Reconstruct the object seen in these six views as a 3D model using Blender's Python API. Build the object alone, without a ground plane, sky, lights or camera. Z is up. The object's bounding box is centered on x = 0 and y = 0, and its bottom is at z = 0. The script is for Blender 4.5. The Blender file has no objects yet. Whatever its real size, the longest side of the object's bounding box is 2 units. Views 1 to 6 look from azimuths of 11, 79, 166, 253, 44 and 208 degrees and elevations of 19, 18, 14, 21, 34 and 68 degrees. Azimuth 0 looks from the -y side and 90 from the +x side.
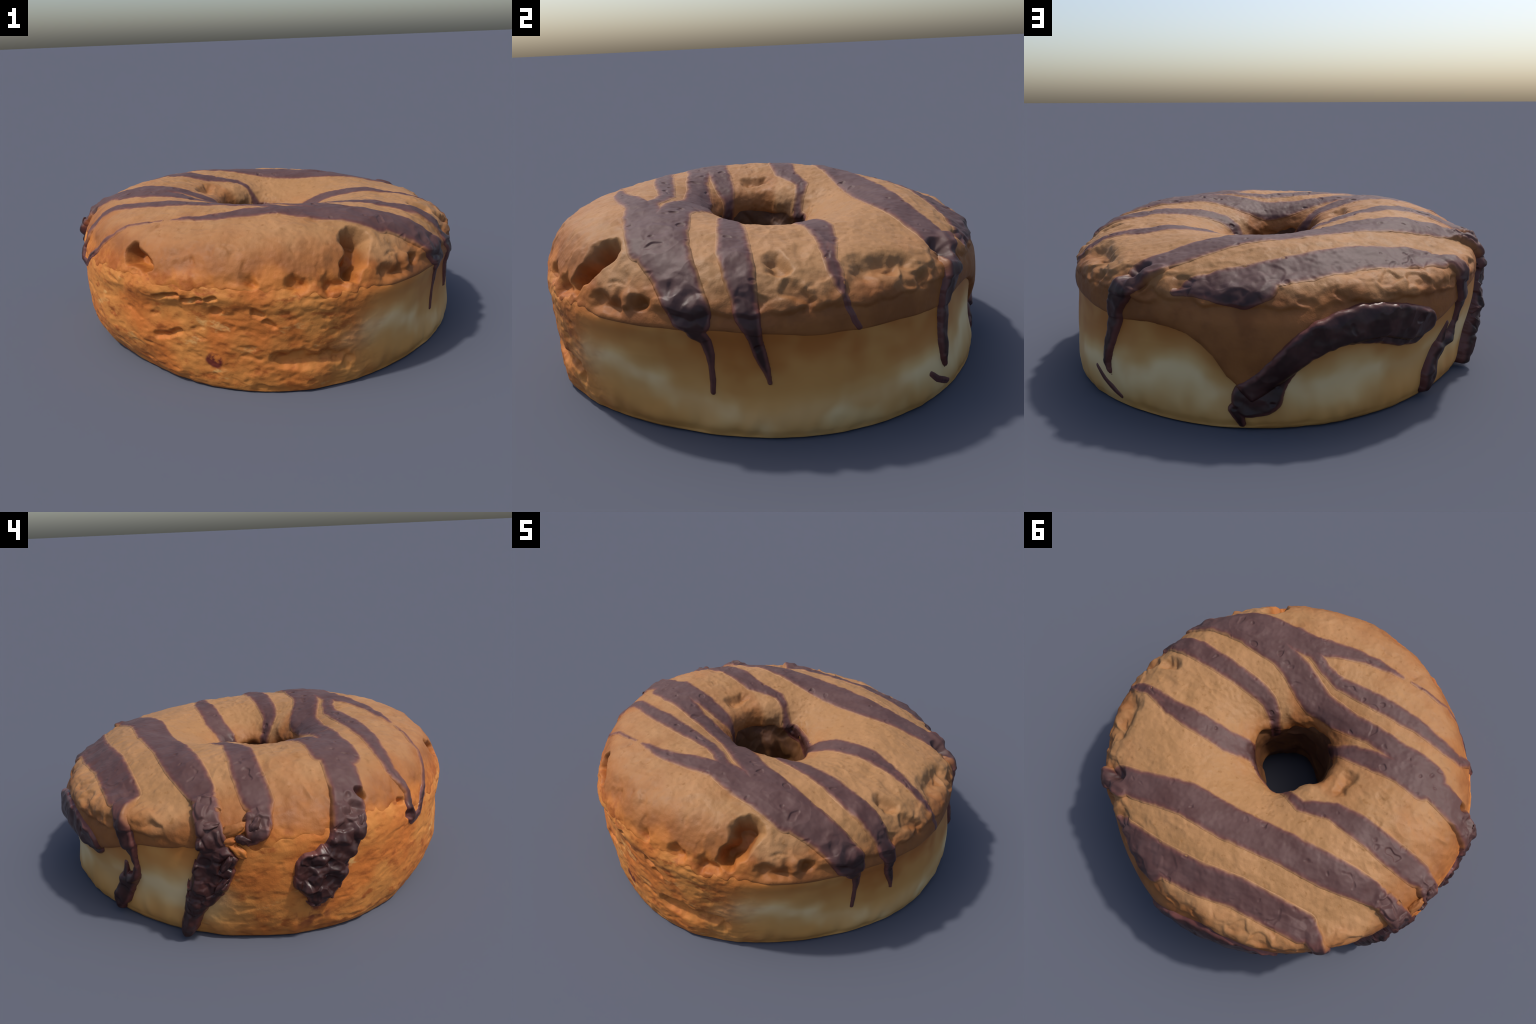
"""A ring doughnut: baked dough, caramel icing with craters and a ragged lip,
dark chocolate drizzled across the top in stripes that run down the sides."""
import bpy
import numpy as np
from math import pi

# --------------------------------------------------------------------------
# noise (seeded gradient noise, vectorised)
# --------------------------------------------------------------------------


def noise(p, freq, seed):
    q = p * np.asarray(freq, float)
    i = np.floor(q).astype(np.int64)
    f = q - i
    u = f * f * f * (f * (f * 6 - 15) + 10)
    total = np.zeros(len(p))
    for cx in (0, 1):
        wx = u[:, 0] if cx else 1 - u[:, 0]
        for cy in (0, 1):
            wy = wx * (u[:, 1] if cy else 1 - u[:, 1])
            for cz in (0, 1):
                h = ((i[:, 0] + cx) * 73856093) ^ ((i[:, 1] + cy) * 19349663) ^ ((i[:, 2] + cz) * 83492791) ^ (seed * 2654435)
                h = (h & 0xFFFFFFFF).astype(np.uint32)
                h ^= h >> 15
                h *= np.uint32(0x2C1B3C6D)
                h ^= h >> 12
                h *= np.uint32(0x297A2D39)
                h ^= h >> 15
                gx = (h & 1023) / 511.5 - 1
                gy = ((h >> 10) & 1023) / 511.5 - 1
                gz = ((h >> 20) & 1023) / 511.5 - 1
                total += wy * (u[:, 2] if cz else 1 - u[:, 2]) * (
                    gx * (f[:, 0] - cx) + gy * (f[:, 1] - cy) + gz * (f[:, 2] - cz))
    return total * 1.5


def facets(p, freq, seed):
    """Voronoi cells: a random height per cell, and the distance to the cell's border."""
    q = p * freq
    base = np.floor(q).astype(np.int64)
    f1, f2, val = np.full(len(p), 9.), np.full(len(p), 9.), np.zeros(len(p))
    for dx in (-1, 0, 1):
        for dy in (-1, 0, 1):
            for dz in (-1, 0, 1):
                c = base + (dx, dy, dz)
                h = ((c[:, 0] * 73856093) ^ (c[:, 1] * 19349663) ^ (c[:, 2] * 83492791) ^ (seed * 7919)) & 0xFFFFFFFF
                h = h.astype(np.uint32)
                h ^= h >> 15
                h *= np.uint32(0x2C1B3C6D)
                h ^= h >> 12
                h *= np.uint32(0x297A2D39)
                h ^= h >> 15
                o = np.stack([(h & 255) / 255., ((h >> 8) & 255) / 255., ((h >> 16) & 255) / 255.], 1)
                d = np.linalg.norm(c + o - q, axis=1)
                nearer = d < f1
                f2 = np.where(nearer, f1, np.minimum(f2, d))
                val = np.where(nearer, (h >> 24) / 255., val)
                f1 = np.minimum(f1, d)
    return val, f2 - f1


def step(x, a, b):
    t = np.clip((x - a) / (b - a), 0, 1)
    return t * t * (3 - 2 * t)


# --------------------------------------------------------------------------
# the body: a lumpy ring whose profile changes with the azimuth
# (twelve stations round the ring, every 30 degrees from +x)
# --------------------------------------------------------------------------
STATION = dict(
    base_r=(0.994, 0.990, 0.966, 0.925, 0.878, 0.884, 0.897, 0.880, 0.870, 0.948, 0.976, 0.964),
    low_r=(0.990, 0.998, 0.960, 0.920, 0.890, 0.915, 0.932, 0.928, 0.930, 0.960, 0.990, 0.982),
    mid_r=(0.988, 0.968, 0.957, 0.940, 0.925, 0.935, 0.945, 0.932, 0.930, 0.955, 1.010, 0.990),
    high_r=(0.986, 0.962, 0.915, 0.908, 0.930, 0.920, 0.938, 0.920, 0.938, 0.970, 0.995, 0.996),
    shoulder_r=(0.860, 0.856, 0.818, 0.795, 0.800, 0.820, 0.828, 0.815, 0.837, 0.864, 0.858, 0.849),
    high_z=(0.467, 0.489, 0.503, 0.511, 0.521, 0.519, 0.493, 0.464, 0.455, 0.458, 0.455, 0.453),
    shoulder_z=(0.588, 0.575, 0.574, 0.573, 0.574, 0.596, 0.620, 0.626, 0.618, 0.624, 0.633, 0.616),
    outer_z=(0.634, 0.631, 0.641, 0.646, 0.656, 0.678, 0.691, 0.685, 0.681, 0.692, 0.691, 0.662),
    crest_z=(0.627, 0.626, 0.638, 0.652, 0.672, 0.692, 0.697, 0.690, 0.688, 0.693, 0.682, 0.651),
    lip_z=(0.567, 0.560, 0.572, 0.598, 0.630, 0.649, 0.646, 0.637, 0.637, 0.638, 0.623, 0.593),
)


def around(values, az):
    """Smooth periodic interpolation (Fourier, five harmonics)."""
    v = np.asarray(values)
    c = np.fft.rfft(v) / len(v)
    out = np.full_like(az, c[0].real)
    for k in range(1, 6):
        out += 2 * (c[k].real * np.cos(k * az) - c[k].imag * np.sin(k * az))
    return out


def profile(az):
    s = {k: around(v, az) for k, v in STATION.items()}
    one = np.ones_like(az)
    hole = 0.196 + 0.026 * np.cos(az + 0.75) + .010 * np.cos(3 * az + 1) + .010 * np.cos(4 * az + .4) + .005 * np.cos(6 * az + 2)
    lip = s["lip_z"]
    lean = around((.015, .02, .02, .03, .06, .075, .045, .01, .02, .0, -.02, -.015), az)    # the hole narrows downwards
    pts = [
        (hole + .10, .02 * one), (.55 * one, 0 * one), (s["base_r"] - .07, 0 * one), (s["base_r"], .025 * one),
        (s["low_r"], .17 * one), (s["mid_r"], .34 * one), (s["high_r"], s["high_z"]),
        (s["shoulder_r"], s["shoulder_z"]), (.63 * one, s["outer_z"]), (.45 * one, s["crest_z"]),
        (hole + .08, lip), (hole + .015, lip - .055), (hole - .006, lip - .14),
        (hole - .025 - .6 * lean, .30 * one), (hole - .03 - lean, .13 * one)]
    return np.array(pts).transpose(2, 0, 1)


def ring_surface(na, nt):
    """Grid of points round the ring; columns evenly spaced along the profile."""
    az = np.arange(na) / na * 2 * pi
    ctl = profile(az)
    k = ctl.shape[1]
    m = 560
    t = np.arange(m) / m * k
    i, f = t.astype(int), (t % 1)[None, :, None]
    a, b, c, d = (ctl[:, (i + j) % k] for j in (-1, 0, 1, 2))
    q = b + .5 * f * ((c - a) + f * ((2 * a - 5 * b + 4 * c - d) + f * (3 * (b - c) + d - a)))
    closed = np.concatenate([q, q[:, :1]], 1)
    seg = np.linalg.norm(np.diff(closed, axis=1), axis=2)
    # the underside is never seen closely: let it take fewer rows
    seg *= np.where((closed[:, :-1, 1] < .012) & (closed[:, :-1, 0] < .95), .35, 1.0)
    s = np.concatenate([np.zeros((na, 1)), np.cumsum(seg, 1)], 1)
    r, z = np.empty((na, nt)), np.empty((na, nt))
    for n in range(na):
        want = np.arange(nt) / nt * s[n, -1]
        r[n] = np.interp(want, s[n], closed[n, :, 0])
        z[n] = np.interp(want, s[n], closed[n, :, 1])
    p = np.stack([r * np.cos(az)[:, None], r * np.sin(az)[:, None], np.maximum(z, 0.002)], -1)
    return p


def grid_normals(p):
    du = np.roll(p, -1, 0) - np.roll(p, 1, 0)
    dv = np.roll(p, -1, 1) - np.roll(p, 1, 1)
    n = np.cross(du, dv)
    return n / np.maximum(np.linalg.norm(n, axis=-1, keepdims=True), 1e-12)


# --------------------------------------------------------------------------
# where things are
# --------------------------------------------------------------------------
# lower rim of the icing: (azimuth in degrees, height)
ICING_RIM = ((-180, .50), (-165, .52), (-153, .49), (-144, .45), (-119, .47), (-93, .46), (-73, .46), (-62, .44),
             (-49, .43), (-29, .42), (-19, .42), (-9, .40), (0, .385), (18, .38), (27, .37), (35, .36), (42, .37),
             (49, .365), (53, .355), (57, .32), (60, .28), (63, .20), (69, .12), (76, .19), (80, .25), (85, .30),
             (91, .335), (100, .34), (107, .30), (112, .29), (118, .33), (132, .41), (146, .44), (165, .47), (180, .50))
# broad hollows in the outer wall: centre, size, depth
HOLLOWS = ((.66, .72, .23, .22, .032), (.40, .85, .20, .15, .014), (-.30, .84, .17, .17, .016), (-.54, .71, .16, .16, .014),
           (.86, -.45, .24, .22, .026), (.93, .32, .10, .15, -.010))
# craters, slits and dents: two ends of a groove, its radius and its depth
DENTS = (
    (-0.42, -0.78, 0.56, -0.35, -0.85, 0.53, 0.049, 0.090), (-0.16, -0.90, 0.57, -0.16, -0.90, 0.57, 0.063, 0.012),
    (0.52, -0.68, 0.60, 0.53, -0.80, 0.53, 0.065, 0.100), (0.66, -0.73, 0.47, 0.72, -0.67, 0.48, 0.034, 0.024),
    
    (0.78, -0.59, 0.49, 0.78, -0.59, 0.49, 0.021, 0.020), (0.82, -0.12, 0.62, 0.86, -0.12, 0.60, 0.038, 0.042), (0.71, 0.54, 0.56, 0.74, 0.54, 0.54, 0.036, 0.034),
    (0.88, 0.18, 0.57, 0.83, 0.34, 0.56, 0.050, 0.032), (0.87, 0.39, 0.50, 0.87, 0.39, 0.50, 0.033, 0.020),
    (0.93, -0.09, 0.54, 0.96, -0.05, 0.51, 0.030, 0.022), 
    (-0.31, 0.00, 0.62, -0.31, 0.07, 0.62, 0.036, 0.028), (0.12, -0.95, 0.51, 0.13, -0.96, 0.50, 0.030, 0.026),
    (0.30, -0.93, 0.49, 0.33, -0.92, 0.49, 0.032, 0.034), (0.44, -0.89, 0.47, 0.49, -0.86, 0.48, 0.034, 0.033),
    (0.77, -0.59, 0.50, 0.77, -0.59, 0.50, 0.025, 0.012), (-0.29, -0.88, 0.41, -0.19, -0.92, 0.43, 0.011, 0.022),
    (-0.16, -0.92, 0.41, -0.08, -0.94, 0.42, 0.012, 0.022), (-0.05, -0.95, 0.42, -0.02, -0.96, 0.43, 0.010, 0.018),
    (-0.02, -0.95, 0.36, -0.02, -0.95, 0.36, 0.020, 0.018), (0.14, -0.97, 0.37, 0.17, -0.97, 0.36, 0.015, 0.018),
    (0.19, -0.96, 0.33, 0.22, -0.96, 0.31, 0.014, 0.015), (-0.31, -0.86, 0.21, -0.19, -0.90, 0.25, 0.015, 0.018),
    (0.23, -0.89, 0.16, 0.46, -0.82, 0.15, 0.031, 0.030), (0.50, -0.81, 0.12, 0.51, -0.81, 0.12, 0.025, 0.020),
    (-0.84, -0.18, 0.59, -0.85, -0.19, 0.58, 0.023, 0.050), (-0.89, -0.14, 0.55, -0.91, -0.13, 0.54, 0.023, 0.030),
    (-0.82, -0.38, 0.51, -0.81, -0.40, 0.50, 0.013, 0.030), (-0.82, -0.43, 0.44, -0.83, -0.43, 0.43, 0.017, 0.030))

# (all guide points are settled onto the body before use)
# chocolate: each pour is a set of runs; a run is (thickness, lumpiness, centre line with half widths)
POURS = {
    "wide_pour": [
        (.005, .3, [(0.70, 0.54, 0.55, 0.063), (0.57, 0.53, 0.60, 0.074), (0.32, 0.48, 0.63, 0.084), (0.09, 0.48, 0.65, 0.090),
                    (-0.18, 0.46, 0.65, 0.079), (-0.43, 0.45, 0.66, 0.080), (-0.56, 0.44, 0.65, 0.070), (-0.66, 0.43, 0.63, 0.058)]),
        (.020, .5, [(0.64, 0.58, 0.56, 0.046), (0.76, 0.55, 0.50, 0.055), (0.82, 0.53, 0.42, 0.044), (0.83, 0.51, 0.33, 0.032),
                    (0.84, 0.49, 0.23, 0.026), (0.84, 0.49, 0.17, 0.015), (0.84, 0.51, 0.12, 0.007)]),
        (.022, 1., [(-0.70, 0.43, 0.62, 0.055), (-0.76, 0.43, 0.60, 0.055), (-0.82, 0.45, 0.56, 0.055), (-0.85, 0.44, 0.51, 0.055),
                    (-0.85, 0.45, 0.43, 0.059), (-0.84, 0.45, 0.36, 0.068), (-0.83, 0.48, 0.30, 0.065)]),
        (.050, 1., [(-0.83, 0.48, 0.30, 0.065), (-0.82, 0.51, 0.23, 0.058), (-0.79, 0.53, 0.15, 0.045)]),
        (.075, .6, [(-0.79, 0.54, 0.13, 0.042), (-0.76, 0.55, 0.06, 0.042), (-0.74, 0.55, 0.03, 0.034)]),
        (.026, 1., [(-0.86, 0.43, 0.48, 0.037), (-0.89, 0.38, 0.41, 0.026), (-0.87, 0.41, 0.34, 0.030), (-0.86, 0.43, 0.26, 0.023),
                    (-0.84, 0.48, 0.20, 0.023)])],
    "back_pour": [
        (.005, .4, [(0.54, 0.72, 0.54, 0.032), (0.44, 0.76, 0.55, 0.063), (0.31, 0.78, 0.57, 0.074), (0.10, 0.78, 0.60, 0.078),
                    (-0.12, 0.74, 0.61, 0.074), (-0.35, 0.72, 0.58, 0.074), (-0.45, 0.71, 0.56, 0.072)]),
        (.006, .6, [(0.59, 0.71, 0.51, 0.015), (0.51, 0.74, 0.53, 0.036), (0.43, 0.79, 0.53, 0.050), (0.35, 0.82, 0.52, 0.060),
                    (0.28, 0.83, 0.53, 0.050)]),
        (.018, .7, [(-0.36, 0.72, 0.58, 0.072), (-0.49, 0.71, 0.54, 0.050), (-0.56, 0.72, 0.48, 0.040), (-0.58, 0.72, 0.41, 0.035),
                    (-0.59, 0.72, 0.36, 0.020), (-0.59, 0.73, 0.29, 0.016), (-0.57, 0.74, 0.23, 0.021)]),
        (.030, .8, [(-0.57, 0.74, 0.23, 0.021), (-0.50, 0.77, 0.18, 0.043), (-0.44, 0.78, 0.09, 0.043), (-0.42, 0.79, 0.03, 0.03)]),
        (.012, .3, [(-0.54, 0.77, 0.29, 0.007), (-0.51, 0.77, 0.22, 0.021)])],
    "hole_pour": [
        (.004, .3, [(0.94, 0.08, 0.53, 0.014), (0.85, 0.07, 0.60, 0.019), (0.77, 0.07, 0.61, 0.022), (0.67, 0.10, 0.62, 0.040),
                    (0.55, 0.11, 0.63, 0.055), (0.33, 0.11, 0.57, 0.059), (0.23, 0.10, 0.47, 0.060), (-0.01, 0.23, 0.49, 0.041),
                    (-0.09, 0.23, 0.51, 0.026), (-0.16, 0.23, 0.55, 0.024), (-0.19, 0.24, 0.58, 0.030), (-0.33, 0.19, 0.64, 0.050),
                    (-0.44, 0.20, 0.68, 0.060), (-0.66, 0.23, 0.67, 0.064), (-0.82, 0.24, 0.62, 0.062)]),
        (.020, 1., [(-0.84, 0.24, 0.61, 0.055), (-0.89, 0.26, 0.58, 0.058), (-0.92, 0.28, 0.54, 0.052), (-0.92, 0.30, 0.50, 0.036)]),
        (.004, .3, [(0.67, 0.12, 0.62, 0.026), (0.83, 0.07, 0.61, 0.023), (0.89, 0.07, 0.58, 0.028), (0.93, 0.07, 0.55, 0.019),
                    (0.96, 0.08, 0.51, 0.008), (0.98, 0.09, 0.47, 0.006), (0.98, 0.11, 0.42, 0.006), (0.98, 0.13, 0.39, 0.005)])],
    "twin_pour": [
        (.016, .1, [(0.98, -0.19, 0.22, 0.009), (0.98, -0.20, 0.27, 0.015), (0.98, -0.22, 0.33, 0.022), (0.97, -0.23, 0.38, 0.023),
                    (0.97, -0.24, 0.43, 0.032)]),
        (.012, .5, [(0.97, -0.24, 0.43, 0.032), (0.95, -0.25, 0.48, 0.040), (0.91, -0.25, 0.53, 0.045), (0.84, -0.25, 0.58, 0.056),
                    (0.74, -0.25, 0.64, 0.060)]),
        (.004, .3, [(0.74, -0.25, 0.64, 0.060), (0.58, -0.23, 0.66, 0.054), (0.41, -0.21, 0.66, 0.048), (0.32, -0.20, 0.64, 0.046),
                    (0.26, -0.19, 0.61, 0.037), (0.21, -0.16, 0.56, 0.033), (0.19, -0.14, 0.50, 0.022), (0.19, -0.14, 0.42, 0.018)])],
    "merged_pour": [
        (.005, .4, [(0.59, -0.48, 0.66, 0.084), (0.46, -0.47, 0.68, 0.096), (0.31, -0.42, 0.70, 0.067), (0.20, -0.38, 0.68, 0.073),
                    (0.11, -0.33, 0.65, 0.077), (0.03, -0.30, 0.62, 0.077), (-0.09, -0.29, 0.61, 0.066), (-0.18, -0.28, 0.62, 0.057),
                    (-0.30, -0.27, 0.65, 0.052), (-0.42, -0.24, 0.68, 0.057), (-0.53, -0.22, 0.68, 0.074), (-0.64, -0.19, 0.68, 0.090)]),
        (.005, .3, [(0.61, -0.55, 0.62, 0.057), (0.45, -0.55, 0.68, 0.069), (0.31, -0.55, 0.70, 0.075), (0.20, -0.55, 0.70, 0.061),
                    (0.09, -0.59, 0.70, 0.051), (-0.02, -0.62, 0.70, 0.041), (-0.13, -0.64, 0.69, 0.030), (-0.22, -0.64, 0.68, 0.019),
                    (-0.28, -0.64, 0.68, 0.008)]),
        (.004, .3, [(0.28, -0.53, 0.70, 0.061), (0.18, -0.51, 0.70, 0.034), (0.09, -0.46, 0.70, 0.029), (-0.02, -0.43, 0.68, 0.037),
                    (-0.25, -0.43, 0.68, 0.048), (-0.39, -0.42, 0.68, 0.048), (-0.46, -0.42, 0.67, 0.040), (-0.64, -0.39, 0.66, 0.034),
                    (-0.73, -0.39, 0.62, 0.030), (-0.76, -0.42, 0.57, 0.027)]),
        (.014, .3, [(-0.76, -0.42, 0.57, 0.027), (-0.78, -0.44, 0.52, 0.021), (-0.81, -0.44, 0.47, 0.018), (-0.82, -0.46, 0.41, 0.025)]),
        (.004, .3, [(-0.15, -0.17, 0.49, 0.033), (-0.27, -0.14, 0.60, 0.046), (-0.39, -0.14, 0.66, 0.055), (-0.51, -0.15, 0.69, 0.062),
                    (-0.62, -0.14, 0.69, 0.075)]),
        (.014, .6, [(0.54, -0.50, 0.67, 0.109), (0.67, -0.48, 0.61, 0.093), (0.76, -0.46, 0.57, 0.079), (0.84, -0.44, 0.52, 0.074),
                    (0.88, -0.43, 0.48, 0.071), (0.90, -0.42, 0.45, 0.053), (0.91, -0.42, 0.41, 0.034)]),
        (.010, .1, [(0.91, -0.42, 0.41, 0.034), (0.93, -0.40, 0.37, 0.019), (0.93, -0.39, 0.32, 0.014), (0.93, -0.39, 0.27, 0.008),
                    (0.93, -0.39, 0.21, 0.007), (0.92, -0.39, 0.17, 0.006)]),
        (.007, .4, [(-0.50, -0.18, 0.69, 0.069), (-0.69, -0.16, 0.68, 0.073), (-0.80, -0.14, 0.64, 0.074), (-0.87, -0.12, 0.58, 0.077)]),
        (.032, 1., [(-0.87, -0.12, 0.58, 0.077), (-0.93, -0.10, 0.53, 0.076), (-0.96, -0.08, 0.46, 0.072), (-0.98, -0.05, 0.40, 0.072),
                    (-0.98, -0.02, 0.36, 0.085), (-0.97, 0.03, 0.28, 0.098), (-0.95, 0.04, 0.21, 0.051)]),
        (.014, 1., [(-0.98, -0.02, 0.36, 0.06), (-0.98, 0.08, 0.35, 0.055), (-0.97, 0.08, 0.29, 0.06)]),
        (.006, .2, [(-0.33, -0.64, 0.67, 0.006), (-0.42, -0.64, 0.66, 0.009), (-0.50, -0.63, 0.64, 0.010), (-0.56, -0.63, 0.59, 0.011),
                    (-0.62, -0.61, 0.55, 0.013), (-0.68, -0.59, 0.50, 0.013), (-0.74, -0.55, 0.46, 0.012), (-0.78, -0.52, 0.41, 0.013),
                    (-0.81, -0.46, 0.40, 0.021)])],
    "side_smear": [
        (.015, .7, [(-0.33, 0.88, 0.34, 0.085), (-0.23, 0.91, 0.37, 0.085), (-0.15, 0.93, 0.39, 0.080), (-0.07, 0.94, 0.40, 0.074),
                    (0.01, 0.95, 0.39, 0.068), (0.09, 0.95, 0.37, 0.060), (0.16, 0.95, 0.33, 0.056), (0.21, 0.93, 0.28, 0.056),
                    (0.26, 0.90, 0.21, 0.062), (0.30, 0.89, 0.14, 0.080), (0.35, 0.88, 0.12, 0.070)]),
        (.014, .2, [(0.41, 0.87, 0.08, 0.022), (0.39, 0.88, 0.05, 0.020), (0.38, 0.88, 0.02, 0.014)])],
    "small_streak": [
        (.006, .1, [(0.88, 0.42, 0.13, 0.005), (0.87, 0.47, 0.09, 0.008), (0.85, 0.52, 0.06, 0.008), (0.83, 0.56, 0.03, 0.007)])],
}


def settle(points):
    """Move guide points onto the body's surface."""
    grid = ring_surface(360, 200)
    body, nor = grid.reshape(-1, 3), grid_normals(grid).reshape(-1, 3)
    out = []
    for q in points:
        v = np.asarray(q[:3])
        k = np.argmin(((body - v) ** 2).sum(1))
        out.append((*(v - ((v - body[k]) @ nor[k]) * nor[k]), *q[3:]))
    return out


def run_field(p, nodes):
    """Signed inset (positive inside) from a line of circles with changing radius."""
    best = np.full(len(p), -.05)
    nodes = np.asarray(nodes, float)
    if len(nodes) == 1:
        nodes = np.repeat(nodes, 2, 0)
    for a, b in zip(nodes[:-1], nodes[1:]):
        reach = max(a[3], b[3]) + .05
        lo, hi = np.minimum(a, b)[:3] - reach, np.maximum(a, b)[:3] + reach
        near = np.flatnonzero(((p > lo) & (p < hi)).all(1))
        if len(near) == 0:
            continue
        q, v = p[near] - a[:3], b[:3] - a[:3]
        t = np.clip(q @ v / max(v @ v, 1e-9), 0, 1)
        d = a[3] + t * (b[3] - a[3]) - np.linalg.norm(q - t[:, None] * v, axis=1)
        best[near] = np.maximum(best[near], d)
    return best


def zones(p):
    """Azimuth in degrees, and how torn and crumbly the side is there (0..1)."""
    az = np.degrees(np.arctan2(p[:, 1], p[:, 0]))
    torn = np.maximum(step(az, 138, 160), step(-az, 44, 62)) * (1 - step(p[:, 2], .44, .56))
    return az, torn * step(np.hypot(p[:, 0], p[:, 1]), .6, .75)


def icing_inset(p):
    """Height above the icing's rim (positive: covered by icing)."""
    az, torn = zones(p)
    rim = np.interp(az, *np.array(ICING_RIM).T)
    ragged = np.maximum(step(az, 138, 160), step(-az, 44, 62))
    rim = rim + (.005 + .034 * ragged) * noise(p, (8, 8, 5), 31) + .020 * ragged * noise(p, 25, 32)
    outside = np.hypot(p[:, 0], p[:, 1]) > .45
    return np.where(outside, p[:, 2] - rim, p[:, 2] - .50 + .03 * p[:, 0] / np.maximum(np.hypot(p[:, 0], p[:, 1]), .1)
                    + .04 * noise(p, 6, 33) + .02 * noise(p, 17, 34))


def relief(p, rough=1.0):
    """Bumps and hollows common to every layer, along the normal."""
    rough = np.broadcast_to(rough, len(p))
    az, torn = zones(p)
    r = np.hypot(p[:, 0], p[:, 1])
    up = step(p[:, 2], .40, .50)
    h = .007 * noise(p, 3.1, 1) * (1 - .4 * up) + .004 * noise(p, 8.3, 2) * (.45 + .55 * np.maximum(up, torn))
    # broad hollows in the wall, and a lumpy, torn hole
    for x, y, z, size, depth in HOLLOWS:
        h -= depth * np.exp(-((p - (x, y, z)) ** 2).sum(1) / size ** 2)
    throat = (1 - step(r, .24, .34)) * step(p[:, 2], .04, .10)
    i = np.flatnonzero(throat > .01)
    q_z = p[i, 2]
    val, edge = facets(p[i] + .03 * np.stack([noise(p[i], 9, 39), noise(p[i], 9, 40), noise(p[i], 9, 41)], 1), 6.5, 5)
    h[i] += throat[i] * (.030 * (val - .5) * step(edge, 0, .35) * (1 - step(q_z, .50, .58)) + .008 * noise(p[i], 14, 36))
    foot = 1 - step(p[:, 2], .03, .16)
    h += foot * step(r, .6, .8) * (.010 * noise(p, (6, 6, 3), 37) + .006 * noise(p, (19, 19, 9), 38))
    # icing: small dimples and wrinkles
    fine = .4 + .6 * (rough - .45) / .55
    h += up * fine * (.0032 * noise(p, 21, 3) + .0018 * noise(p, 50, 4))
    wrinkle = 1 - np.abs(noise(p, (10, 17, 12), 21)) * 2.4
    h += up * fine * .0035 * wrinkle * step(noise(p, 4, 22), -.25, .3)
    pock = step(noise(p, 19, 5), .42, .70) * step(noise(p, 2.7, 6), -.1, .3)
    h -= .004 * up * pock
    # a craggy shelf where the thick icing stops, above a smooth thin film
    shelf_z = .475 + .03 * noise(p, 5, 7) + .018 * noise(p, 15, 8)
    smooth_side = step(az, -58, -40) * (1 - step(az, 128, 148)) * step(r, .6, .7)
    shelf = step(p[:, 2], shelf_z - .008, shelf_z + .012)
    crag = smooth_side * np.exp(-((p[:, 2] - .52) / .055) ** 2)
    h += smooth_side * .012 * (shelf - .4) * (p[:, 2] > .30) * np.exp(-((p[:, 2] - .475) / .11) ** 2)
    h += crag * shelf * (.012 * noise(p, 9, 9) + .005 * noise(p, 24, 23))
    torn = torn * (.58 - .20 * step(np.abs(az), 105, 140))
    i = np.flatnonzero(crag * shelf + torn * .5 > .03)
    q = p[i] + .02 * np.stack([noise(p[i], 16, 24), noise(p[i], 16, 25), noise(p[i], 16, 26)], 1)
    val, edge = facets(q * (1, 1, 1.25), 11, 3)
    h[i] += rough[i] * (crag * shelf)[i] * .026 * (val - .62) * step(edge, 0, .30)
    val, edge = facets(q * (1, 1, 1.9), 17, 4)
    h[i] += torn[i] * .008 * (val - .6) * step(edge, 0, .35)
    # torn crumb: horizontal tears
    if torn.max() > 0:
        i = np.flatnonzero(torn > .01)
        q = p[i]
        tear = noise(q, (7, 7, 15), 11)
        fine = noise(q, (19, 19, 34), 12)
        hole = step(noise(q, (13, 13, 27), 13), .36, .62)
        h[i] += torn[i] * (.0075 * tear + .0035 * fine + .0022 * noise(q, 45, 14) - .007 * hole)
    # craters: ragged outline, one steep side and one sloping side
    warp = np.stack([noise(p, 13, 15), noise(p, 13, 16), noise(p, 13, 17)], 1) * .020
    warp += np.stack([noise(p, 31, 18), noise(p, 31, 19), noise(p, 31, 20)], 1) * .008
    for d in DENTS:
        f = run_field(p + warp * min(1, d[6] / .03), [(*d[0:3], d[6]), (*d[3:6], d[6] * .8)])
        if d[7] > .045:
            h -= d[7] * step(f, -.2 * d[6], .55 * d[6])
        else:
            h -= d[7] * step(f, -.6 * d[6], .8 * d[6])
    return h - .008


# --------------------------------------------------------------------------
# mesh helpers
# --------------------------------------------------------------------------
ROOT = bpy.data.objects.new("doughnut", None)
ROOT["label"] = "caramel iced ring doughnut with dark chocolate stripes and drips"
ROOT["category"] = "doughnut"
bpy.context.scene.collection.objects.link(ROOT)


def quads(na, nt, keep):
    """Quads of the closed grid whose four corners are all kept."""
    k = keep.reshape(na, nt)
    k2 = np.roll(k, -1, 0)
    ok = k & k2 & np.roll(k, -1, 1) & np.roll(k2, -1, 1)
    a, t = np.nonzero(ok)
    a2, t2 = (a + 1) % na, (t + 1) % nt
    return np.stack([a * nt + t, a2 * nt + t, a2 * nt + t2, a * nt + t2], 1)


def vertex_normals(p, q):
    n = np.cross(p[q[:, 2]] - p[q[:, 0]], p[q[:, 3]] - p[q[:, 1]])
    out = np.zeros_like(p)
    for c in range(3):
        for j in range(4):
            out[:, c] += np.bincount(q[:, j], n[:, c], len(p))
    return out / np.maximum(np.linalg.norm(out, axis=1, keepdims=True), 1e-12)


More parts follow.
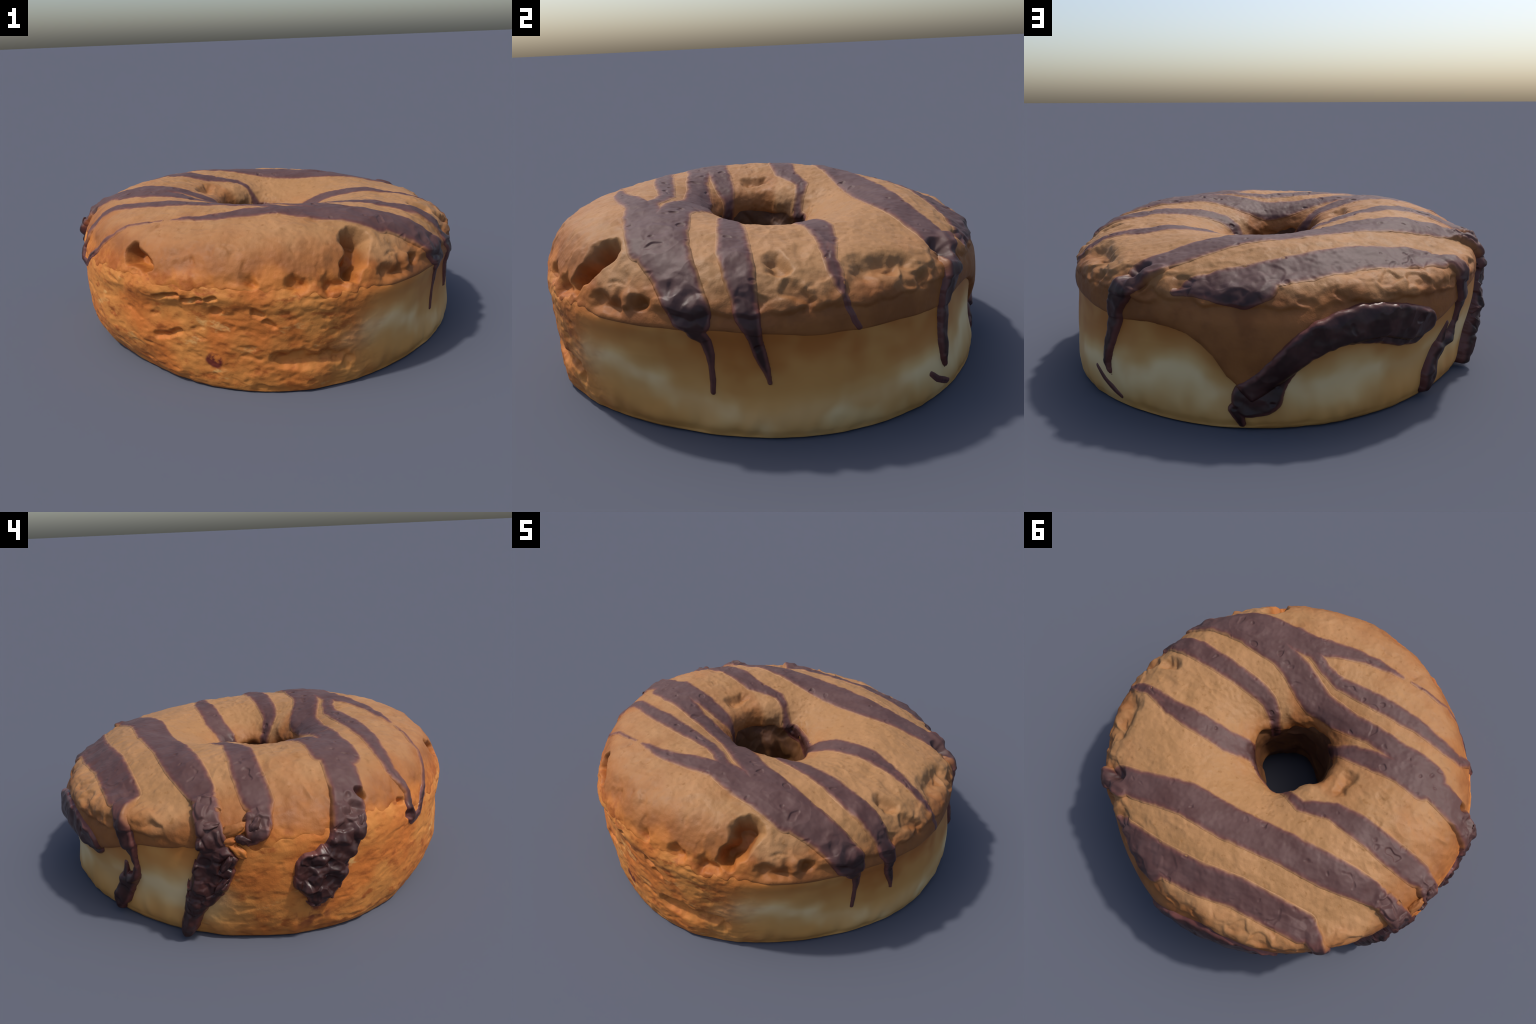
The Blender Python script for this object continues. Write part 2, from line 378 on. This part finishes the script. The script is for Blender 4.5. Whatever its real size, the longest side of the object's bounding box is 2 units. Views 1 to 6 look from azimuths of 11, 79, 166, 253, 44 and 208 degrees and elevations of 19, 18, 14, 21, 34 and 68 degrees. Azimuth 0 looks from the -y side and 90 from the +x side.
def make_mesh(name, p, q, normals, material, parent, film=None):
    used = np.unique(q)
    remap = np.zeros(len(p), np.int64)
    remap[used] = np.arange(len(used))
    q = remap[q]
    me = bpy.data.meshes.new(name)
    me.vertices.add(len(used))
    me.vertices.foreach_set("co", p[used].astype(np.float32).ravel())
    me.loops.add(q.size)
    me.loops.foreach_set("vertex_index", q.astype(np.int32).ravel())
    me.polygons.add(len(q))
    me.polygons.foreach_set("loop_start", np.arange(0, q.size, 4, dtype=np.int32))
    me.update(calc_edges=True)
    me.polygons.foreach_set("use_smooth", np.ones(len(q), bool))
    me.normals_split_custom_set_from_vertices(normals[used].astype(np.float32))
    if film is not None:
        at = me.attributes.new("film", "FLOAT", "POINT")      # depth of the layer in metres, from its edge
        at.data.foreach_set("value", film[used].astype(np.float32))
    me.materials.append(material)
    ob = bpy.data.objects.new(name, me)
    bpy.context.scene.collection.objects.link(ob)
    ob.parent = parent
    return ob


# --------------------------------------------------------------------------
# materials
# --------------------------------------------------------------------------
class Nodes:
    def __init__(self, name):
        self.mat = bpy.data.materials.new(name)
        self.mat.use_nodes = True
        self.t = self.mat.node_tree
        self.bsdf = self.t.nodes["Principled BSDF"]
        self.obj = self.new("ShaderNodeTexCoord").outputs["Object"]

    def new(self, kind):
        return self.t.nodes.new(kind)

    def put(self, socket, value):
        if isinstance(value, bpy.types.NodeSocket):
            self.t.links.new(value, socket)
        else:
            socket.default_value = value

    def math(self, op, a, b=0.0, c=0.0):
        n = self.new("ShaderNodeMath")
        n.operation = op
        for s, v in zip(n.inputs, (a, b, c)):
            self.put(s, v)
        return n.outputs[0]

    def noise(self, scale, detail=3.0, rough=.55, stretch=None):
        v = self.obj
        if stretch:
            m = self.new("ShaderNodeMapping")
            m.inputs["Scale"].default_value = stretch
            self.put(m.inputs["Vector"], v)
            v = m.outputs[0]
        n = self.new("ShaderNodeTexNoise")
        n.inputs["Scale"].default_value = scale
        n.inputs["Detail"].default_value = detail
        n.inputs["Roughness"].default_value = rough
        self.put(n.inputs["Vector"], v)
        return n.outputs["Fac"]

    def range(self, x, a, b, lo=0.0, hi=1.0):
        n = self.new("ShaderNodeMapRange")
        n.interpolation_type = "SMOOTHSTEP"
        for s, v in zip(n.inputs, (x, a, b, lo, hi)):
            self.put(s, v)
        return n.outputs[0]

    def mix(self, fac, a, b, blend="MIX"):
        n = self.new("ShaderNodeMix")
        n.data_type = "RGBA"
        n.blend_type = blend
        self.put(n.inputs[0], fac)
        for s, v in ((n.inputs[6], a), (n.inputs[7], b)):
            self.put(s, (*v, 1) if isinstance(v, tuple) and len(v) == 3 else v)
        return n.outputs[2]

    def ramp(self, x, stops, kind="LINEAR"):
        n = self.new("ShaderNodeValToRGB")
        n.color_ramp.interpolation = kind
        e = n.color_ramp.elements
        while len(e) < len(stops):
            e.new(.5)
        for el, (pos, col) in zip(e, stops):
            el.position, el.color = pos, (*col, 1)
        self.put(n.inputs[0], x)
        return n.outputs[0]

    def near(self, point, outer, inner):
        n = self.new("ShaderNodeVectorMath")
        n.operation = "DISTANCE"
        self.put(n.inputs[0], self.obj)
        n.inputs[1].default_value = point
        wob = self.math("MULTIPLY", self.math("SUBTRACT", self.noise(20, 2), .5), outer * .6)
        return self.range(self.math("ADD", n.outputs["Value"], wob), outer, inner)

    def xyz(self):
        n = self.new("ShaderNodeSeparateXYZ")
        self.put(n.inputs[0], self.obj)
        return n.outputs

    def bump(self, height, strength, distance):
        n = self.new("ShaderNodeBump")
        self.put(n.inputs["Strength"], strength)
        n.inputs["Distance"].default_value = distance
        self.put(n.inputs["Height"], height)
        self.put(self.bsdf.inputs["Normal"], n.outputs[0])

    def done(self, colour, rough, specular=.5):
        self.put(self.bsdf.inputs["Base Color"], colour)
        self.put(self.bsdf.inputs["Roughness"], rough)
        self.bsdf.inputs["Specular IOR Level"].default_value = specular
        return self.mat


def torn_mask(n, x, y):
    az = n.math("MULTIPLY", n.math("ARCTAN2", y, x), 180 / pi)
    wob = n.math("MULTIPLY", n.math("SUBTRACT", n.noise(3.0), .5), 30.0)
    az = n.math("ADD", az, wob)
    return az, n.math("MAXIMUM", n.range(az, 138, 162), n.range(az, -44, -64))


def icing_colour(n):
    x, y, z = n.xyz()
    az, torn = torn_mask(n, x, y)
    top = n.mix(n.range(n.noise(5, 4), .35, .7), (.290, .146, .056), (.335, .170, .070))
    top = n.mix(n.range(n.noise(34, 3), .58, .75), top, (.245, .115, .038))
    low = n.mix(n.range(n.noise(9, 3), .35, .65), (.275, .100, .026), (.215, .074, .019))
    zz = n.math("ADD", z, n.math("MULTIPLY", n.math("SUBTRACT", n.noise(6, 3), .5), .18))
    col = n.mix(n.range(zz, n.math("ADD", .59, n.math("MULTIPLY", torn, .13)), n.math("ADD", .47, n.math("MULTIPLY", torn, .085))), top, low)
    rim = n.mix(n.range(n.noise(13, 4), .40, .66), (.40, .135, .026), (.285, .078, .013))
    return n.mix(n.math("MULTIPLY", torn, n.range(zz, .56, .48)), col, rim)


def icing_material():
    n = Nodes("caramel_icing")
    col = icing_colour(n)
    n.bump(n.math("ADD", n.noise(60, 4, .6), n.math("MULTIPLY", n.noise(150, 2), .4)), .35, .004)
    return n.done(col, n.range(n.noise(20), .3, .7, .55, .70), .25)


def dough_material():
    n = Nodes("baked_dough")
    x, y, z = n.xyz()
    az, torn = torn_mask(n, x, y)
    # smooth side: a pale proofing band between browned upper and lower crust
    band = n.math("ADD", n.range(az, -52, -6, .25, .105), n.range(az, 6, 36, 0.0, .05))
    band = n.math("ADD", band, n.range(az, 85, 118, 0.0, .045))
    dz = n.math("SUBTRACT", z, band)
    dz = n.math("ADD", dz, n.math("MULTIPLY", n.math("SUBTRACT", n.noise(2.8, 2.5, .5, (1, 1, .7)), .5), .30))
    smooth = n.ramp(n.math("ADD", n.math("MULTIPLY", dz, 1 / .56), .5), (
        (.20, (.43, .190, .046)), (.33, (.55, .285, .082)), (.45, (.69, .475, .215)), (.54, (.77, .575, .305)),
        (.60, (.66, .415, .160)), (.69, (.49, .205, .045)), (.88, (.38, .125, .020))), "B_SPLINE")
    smooth = n.mix(n.range(n.noise(3.1, 2.5), .45, .62, 0, .72), smooth, (.54, .265, .070))
    # torn side: orange crumb with honey and red-brown patches
    crumb = n.mix(n.range(n.noise(4.5, 3), .35, .62), (.42, .122, .020), (.45, .172, .036))
    crumb = n.mix(n.range(n.noise(13, 4, .6, (1, 1, 2)), .50, .70), crumb, (.285, .075, .012))
    crumb = n.mix(n.range(n.noise(7, 4, .6, (1, 1, 2.2)), .62, .76), crumb, (.52, .285, .095))
    col = n.mix(torn, smooth, crumb)
    # inside the hole: brown crumb, colour darkened to carry the throat's shadow
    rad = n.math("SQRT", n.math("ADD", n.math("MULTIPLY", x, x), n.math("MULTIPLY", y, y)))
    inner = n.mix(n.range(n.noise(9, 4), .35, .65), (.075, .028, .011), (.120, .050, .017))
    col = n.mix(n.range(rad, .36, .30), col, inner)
    # jam-red spots baked into the crust
    wet = n.math("MULTIPLY", n.near((-.04, -.93, .14), .046, .030), n.range(n.noise(26, 3), .36, .50))
    wet = n.math("MAXIMUM", wet, n.math("MULTIPLY", n.near((-.93, .06, .13), .13, .03), n.range(n.noise(17, 4), .42, .62, 0, .85)))
    col = n.mix(wet, col, (.115, .018, .010))
    n.bump(n.math("ADD", n.noise(45, 4, .65), n.math("MULTIPLY", n.noise(130, 2), .4)), n.range(torn, 0, 1, .08, .32), .005)
    return n.done(col, n.range(torn, 0, 1, .55, .68), .3)


def chocolate_material():
    n = Nodes("dark_chocolate")
    film = n.new("ShaderNodeAttribute")
    film.attribute_name = "film"
    d = n.math("ADD", film.outputs["Fac"], n.math("MULTIPLY", n.math("SUBTRACT", n.noise(30, 3), .5), .006))
    x, y, z = n.xyz()
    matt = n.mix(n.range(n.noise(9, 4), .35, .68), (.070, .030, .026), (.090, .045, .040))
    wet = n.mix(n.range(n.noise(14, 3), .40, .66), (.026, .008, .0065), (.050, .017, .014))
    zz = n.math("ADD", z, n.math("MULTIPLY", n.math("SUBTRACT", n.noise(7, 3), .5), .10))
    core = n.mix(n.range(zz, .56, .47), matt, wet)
    edge = n.mix(n.range(n.noise(11, 2), .35, .65), (.13, .045, .036), (.10, .032, .026))
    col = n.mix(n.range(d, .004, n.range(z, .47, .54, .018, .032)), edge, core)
    # the film thins out over the icing
    top = n.range(z, .47, .54)
    col = n.mix(n.math("MULTIPLY", n.range(d, .016, -.003), top), col, icing_colour(n))
    n.bump(n.math("ADD", n.noise(42, 4, .6), n.math("MULTIPLY", n.noise(120, 2), .3)), .14, .005)
    rough = n.range(zz, .56, .47, .60, .36)
    return n.done(col, rough, .32)


# --------------------------------------------------------------------------
# build
# --------------------------------------------------------------------------
def displaced(p, n, h):
    q = p + n * h[:, None]
    flat = step(p[:, 2], 0, .03)
    q[:, 2] = np.maximum(q[:, 2] * flat + p[:, 2] * (1 - flat), 0.0)
    return q


def icing_thickness(inset, p):
    """Thin at the torn side, a film elsewhere, and a thick hanging apron at the back."""
    az = np.degrees(np.arctan2(p[:, 1], p[:, 0]))
    torn = np.maximum(step(az, 138, 160), step(-az, 44, 62))
    apron = step(az, 30, 56) * (1 - step(az, 116, 136)) * (1 - step(p[:, 2], .40, .50)) * (np.hypot(p[:, 0], p[:, 1]) > .5)
    full = .005 - .003 * torn + .019 * apron
    width = .022 + .022 * apron
    return np.where(inset > 0, full * np.sqrt(np.clip(1 - (1 - np.clip(inset / width, 0, 1)) ** 2, 0, 1)),
                    (.005 - .003 * torn) * np.clip(inset / .010, -1, 0) * 1.6)


DENTS = [(*settle([d[0:3]])[0], *settle([d[3:6]])[0], *d[6:]) for d in DENTS]


def build_cake():
    na, nt = 1200, 440
    grid = ring_surface(na, nt)
    nor = grid_normals(grid).reshape(-1, 3)
    if (nor * grid.reshape(-1, 3))[:, :2].sum(1)[grid.reshape(-1, 3)[:, 2] < .3].mean() < -.2:
        nor = -nor
    p = grid.reshape(-1, 3)
    outer = np.hypot(p[:, 0], p[:, 1]) > .8
    if (nor[outer, :2] * p[outer, :2]).sum() < 0:
        nor = -nor
    h = relief(p)
    inset = icing_inset(p)
    # dough
    sunk = -.020 * step(inset, .005, .03)
    pos = displaced(p, nor, h + sunk)
    q = quads(na, nt, inset < .045)
    flip = (np.cross(pos[q[:, 2]] - pos[q[:, 0]], pos[q[:, 3]] - pos[q[:, 1]]) * nor[q[:, 0]]).sum() < 0
    q = q[:, ::-1] if flip else q
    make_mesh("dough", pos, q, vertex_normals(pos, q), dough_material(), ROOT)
    # icing
    under = np.max([run_field(p, settle(nodes)) for runs in POURS.values() for _, _, nodes in runs], 0)
    pos = displaced(p, nor, h + icing_thickness(inset, p) - .014 * step(under, .007, .024))
    q = quads(na, nt, inset > -.014)
    q = q[:, ::-1] if flip else q
    make_mesh("icing", pos, q, vertex_normals(pos, q), icing_material(), ROOT)
    return flip


def build_chocolate():
    na, nt = 2000, 800
    grid = ring_surface(na, nt)
    nor = grid_normals(grid).reshape(-1, 3)
    p = grid.reshape(-1, 3)
    outer = np.hypot(p[:, 0], p[:, 1]) > .8
    if (nor[outer, :2] * p[outer, :2]).sum() < 0:
        nor = -nor
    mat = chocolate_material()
    for seed, (pour, runs) in enumerate(POURS.items()):
        runs = [(t, l, settle(nodes)) for t, l, nodes in runs]
        fields = [run_field(p, nodes) for _, _, nodes in runs]
        rough = np.max(fields, 0)
        i = np.flatnonzero(rough > -.03)
        pi_ = p[i]
        f = np.array([x[i] for x in fields])
        w = np.exp(np.clip(f, -.05, .05) * 90)
        thick = (w * np.array([r[0] for r in runs])[:, None]).sum(0) / w.sum(0)
        lumpy = (w * np.array([r[1] for r in runs])[:, None]).sum(0) / w.sum(0)
        d = f.max(0)
        wide = np.clip(d / .02 + .6, .25, 1)
        d = d + wide * ((.004 + .006 * lumpy) * noise(pi_, 14, 40 + seed) + (.002 + .004 * lumpy) * noise(pi_, 38, 60 + seed))
        clump = lumpy * step(lumpy, .75, .95)
        shard, border = facets(pi_ + .012 * np.stack([noise(pi_, 22, 120), noise(pi_, 22, 121), noise(pi_, 22, 122)], 1), 19, 6 + seed)
        d = d + .016 * clump * (shard - .45)
        inset = icing_inset(pi_)
        base = relief(pi_, 1 - .55 * step(d, 0, .03)) + np.maximum(icing_thickness(inset, pi_), 0)
        d = d + .005 * np.clip(1.6 - thick / .01, 0, 1)            # thin pours feather out
        e = np.maximum(.020, thick * 1.1)
        body = np.sqrt(np.clip(1 - (1 - np.clip(d / e, 0, 1)) ** 2, 0, 1))
        flush = np.clip(1.8 - thick / .008, 0, 1)
        body = flush * step(d, -.012, .032) + (1 - flush) * body
        h = thick * body
        ridge = 1 - np.abs(noise(pi_, (9, 9, 8), 80 + seed)) * 2.2
        lump = np.minimum(thick, .030)
        h += body * lumpy * lump * (.50 * ridge + .45 * noise(pi_, 21, 90 + seed) + .3 * noise(pi_, 5, 95 + seed))
        h += body * clump * .022 * (shard - .45) * step(border, 0, .3)
        h -= body * .005 * step(noise(pi_, 20, 97 + seed), .48, .70)
        h += body * (.0042 * noise(pi_, 12, 70 + seed) + .0013 * noise(pi_, 40, 71 + seed))
        h = np.where(d > 0, h, body * thick + np.clip(d / .010, -1.2, 0) * .010)
        pos = p.copy()
        pos[i] = displaced(pi_, nor[i], base + h)
        keep = np.zeros(len(p), bool)
        keep[i] = d > -.012
        q = quads(na, nt, keep)
        if (np.cross(pos[q[:, 2]] - pos[q[:, 0]], pos[q[:, 3]] - pos[q[:, 1]]) * nor[q[:, 0]]).sum() < 0:
            q = q[:, ::-1]
        film = np.zeros(len(p))
        film[i] = d
        vn = vertex_normals(pos, q)
        low = (p[q].mean(1)[:, 2] < .50) & (np.hypot(p[q[:, 0], 0], p[q[:, 0], 1]) > .6)
        if low.all():
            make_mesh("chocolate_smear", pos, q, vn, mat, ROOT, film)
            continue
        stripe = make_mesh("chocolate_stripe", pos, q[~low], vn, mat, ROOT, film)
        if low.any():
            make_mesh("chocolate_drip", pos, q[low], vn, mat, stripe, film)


def build_crumbs():
    """Flakes of torn icing and of chocolate caught on the drips of the broken side."""
    import bmesh
    for k, (kind, x, y, z, a, b, c, turn) in enumerate((
            ("icing_flake", -.868, .355, .530, .055, .028, .020, .4), ("icing_flake", -.878, .345, .445, .045, .022, .016, -.8),
            ("icing_flake", -.870, .375, .485, .034, .020, .016, .2), ("chocolate_flake", -.895, .285, .555, .040, .018, .022, 1.1),
            ("chocolate_flake", -.900, .330, .500, .030, .018, .016, -.4), ("chocolate_flake", -.838, .460, .590, .045, .016, .026, .1),
            ("chocolate_flake", -.885, .400, .395, .050, .016, .020, 1.0), ("chocolate_flake", -.880, .420, .300, .048, .016, .020, .9),
            ("chocolate_flake", -.800, .530, .200, .030, .014, .022, -.9), ("chocolate_flake", -.955, -.135, .500, .050, .022, .018, 1.2))):
        mat = bpy.data.materials["caramel_icing" if kind == "icing_flake" else "dark_chocolate"]
        bm = bmesh.new()
        bmesh.ops.create_icosphere(bm, subdivisions=4, radius=1)
        q = np.array([v.co for v in bm.verts])
        q *= (1 + .35 * noise(q, 1.3, 100 + k) + .10 * noise(q, 3.5, 110 + k))[:, None]
        x, y, z = settle([(x, y, z)])[0]
        out = np.array((x, y, 0)) / np.hypot(x, y)
        x, y = (np.array((x, y)) + out[:2] * (.014 if kind == "chocolate_flake" else .006))
        along = np.array((-out[1], out[0], 0)) * np.cos(turn) + np.array((0, 0, np.sin(turn)))
        up = np.cross(out, along)
        w = q[:, :1] * a * along + q[:, 1:2] * b * up + q[:, 2:] * c * out + np.array((x, y, z))
        for v, co in zip(bm.verts, w):
            v.co = co
        me = bpy.data.meshes.new(kind)
        bm.to_mesh(me)
        bm.free()
        me.polygons.foreach_set("use_smooth", np.ones(len(me.polygons), bool))
        at = me.attributes.new("film", "FLOAT", "POINT")
        at.data.foreach_set("value", np.full(len(me.vertices), .03, np.float32))
        me.materials.append(mat)
        ob = bpy.data.objects.new(kind, me)
        bpy.context.scene.collection.objects.link(ob)
        ob.parent = ROOT


build_cake()
build_chocolate()
build_crumbs()
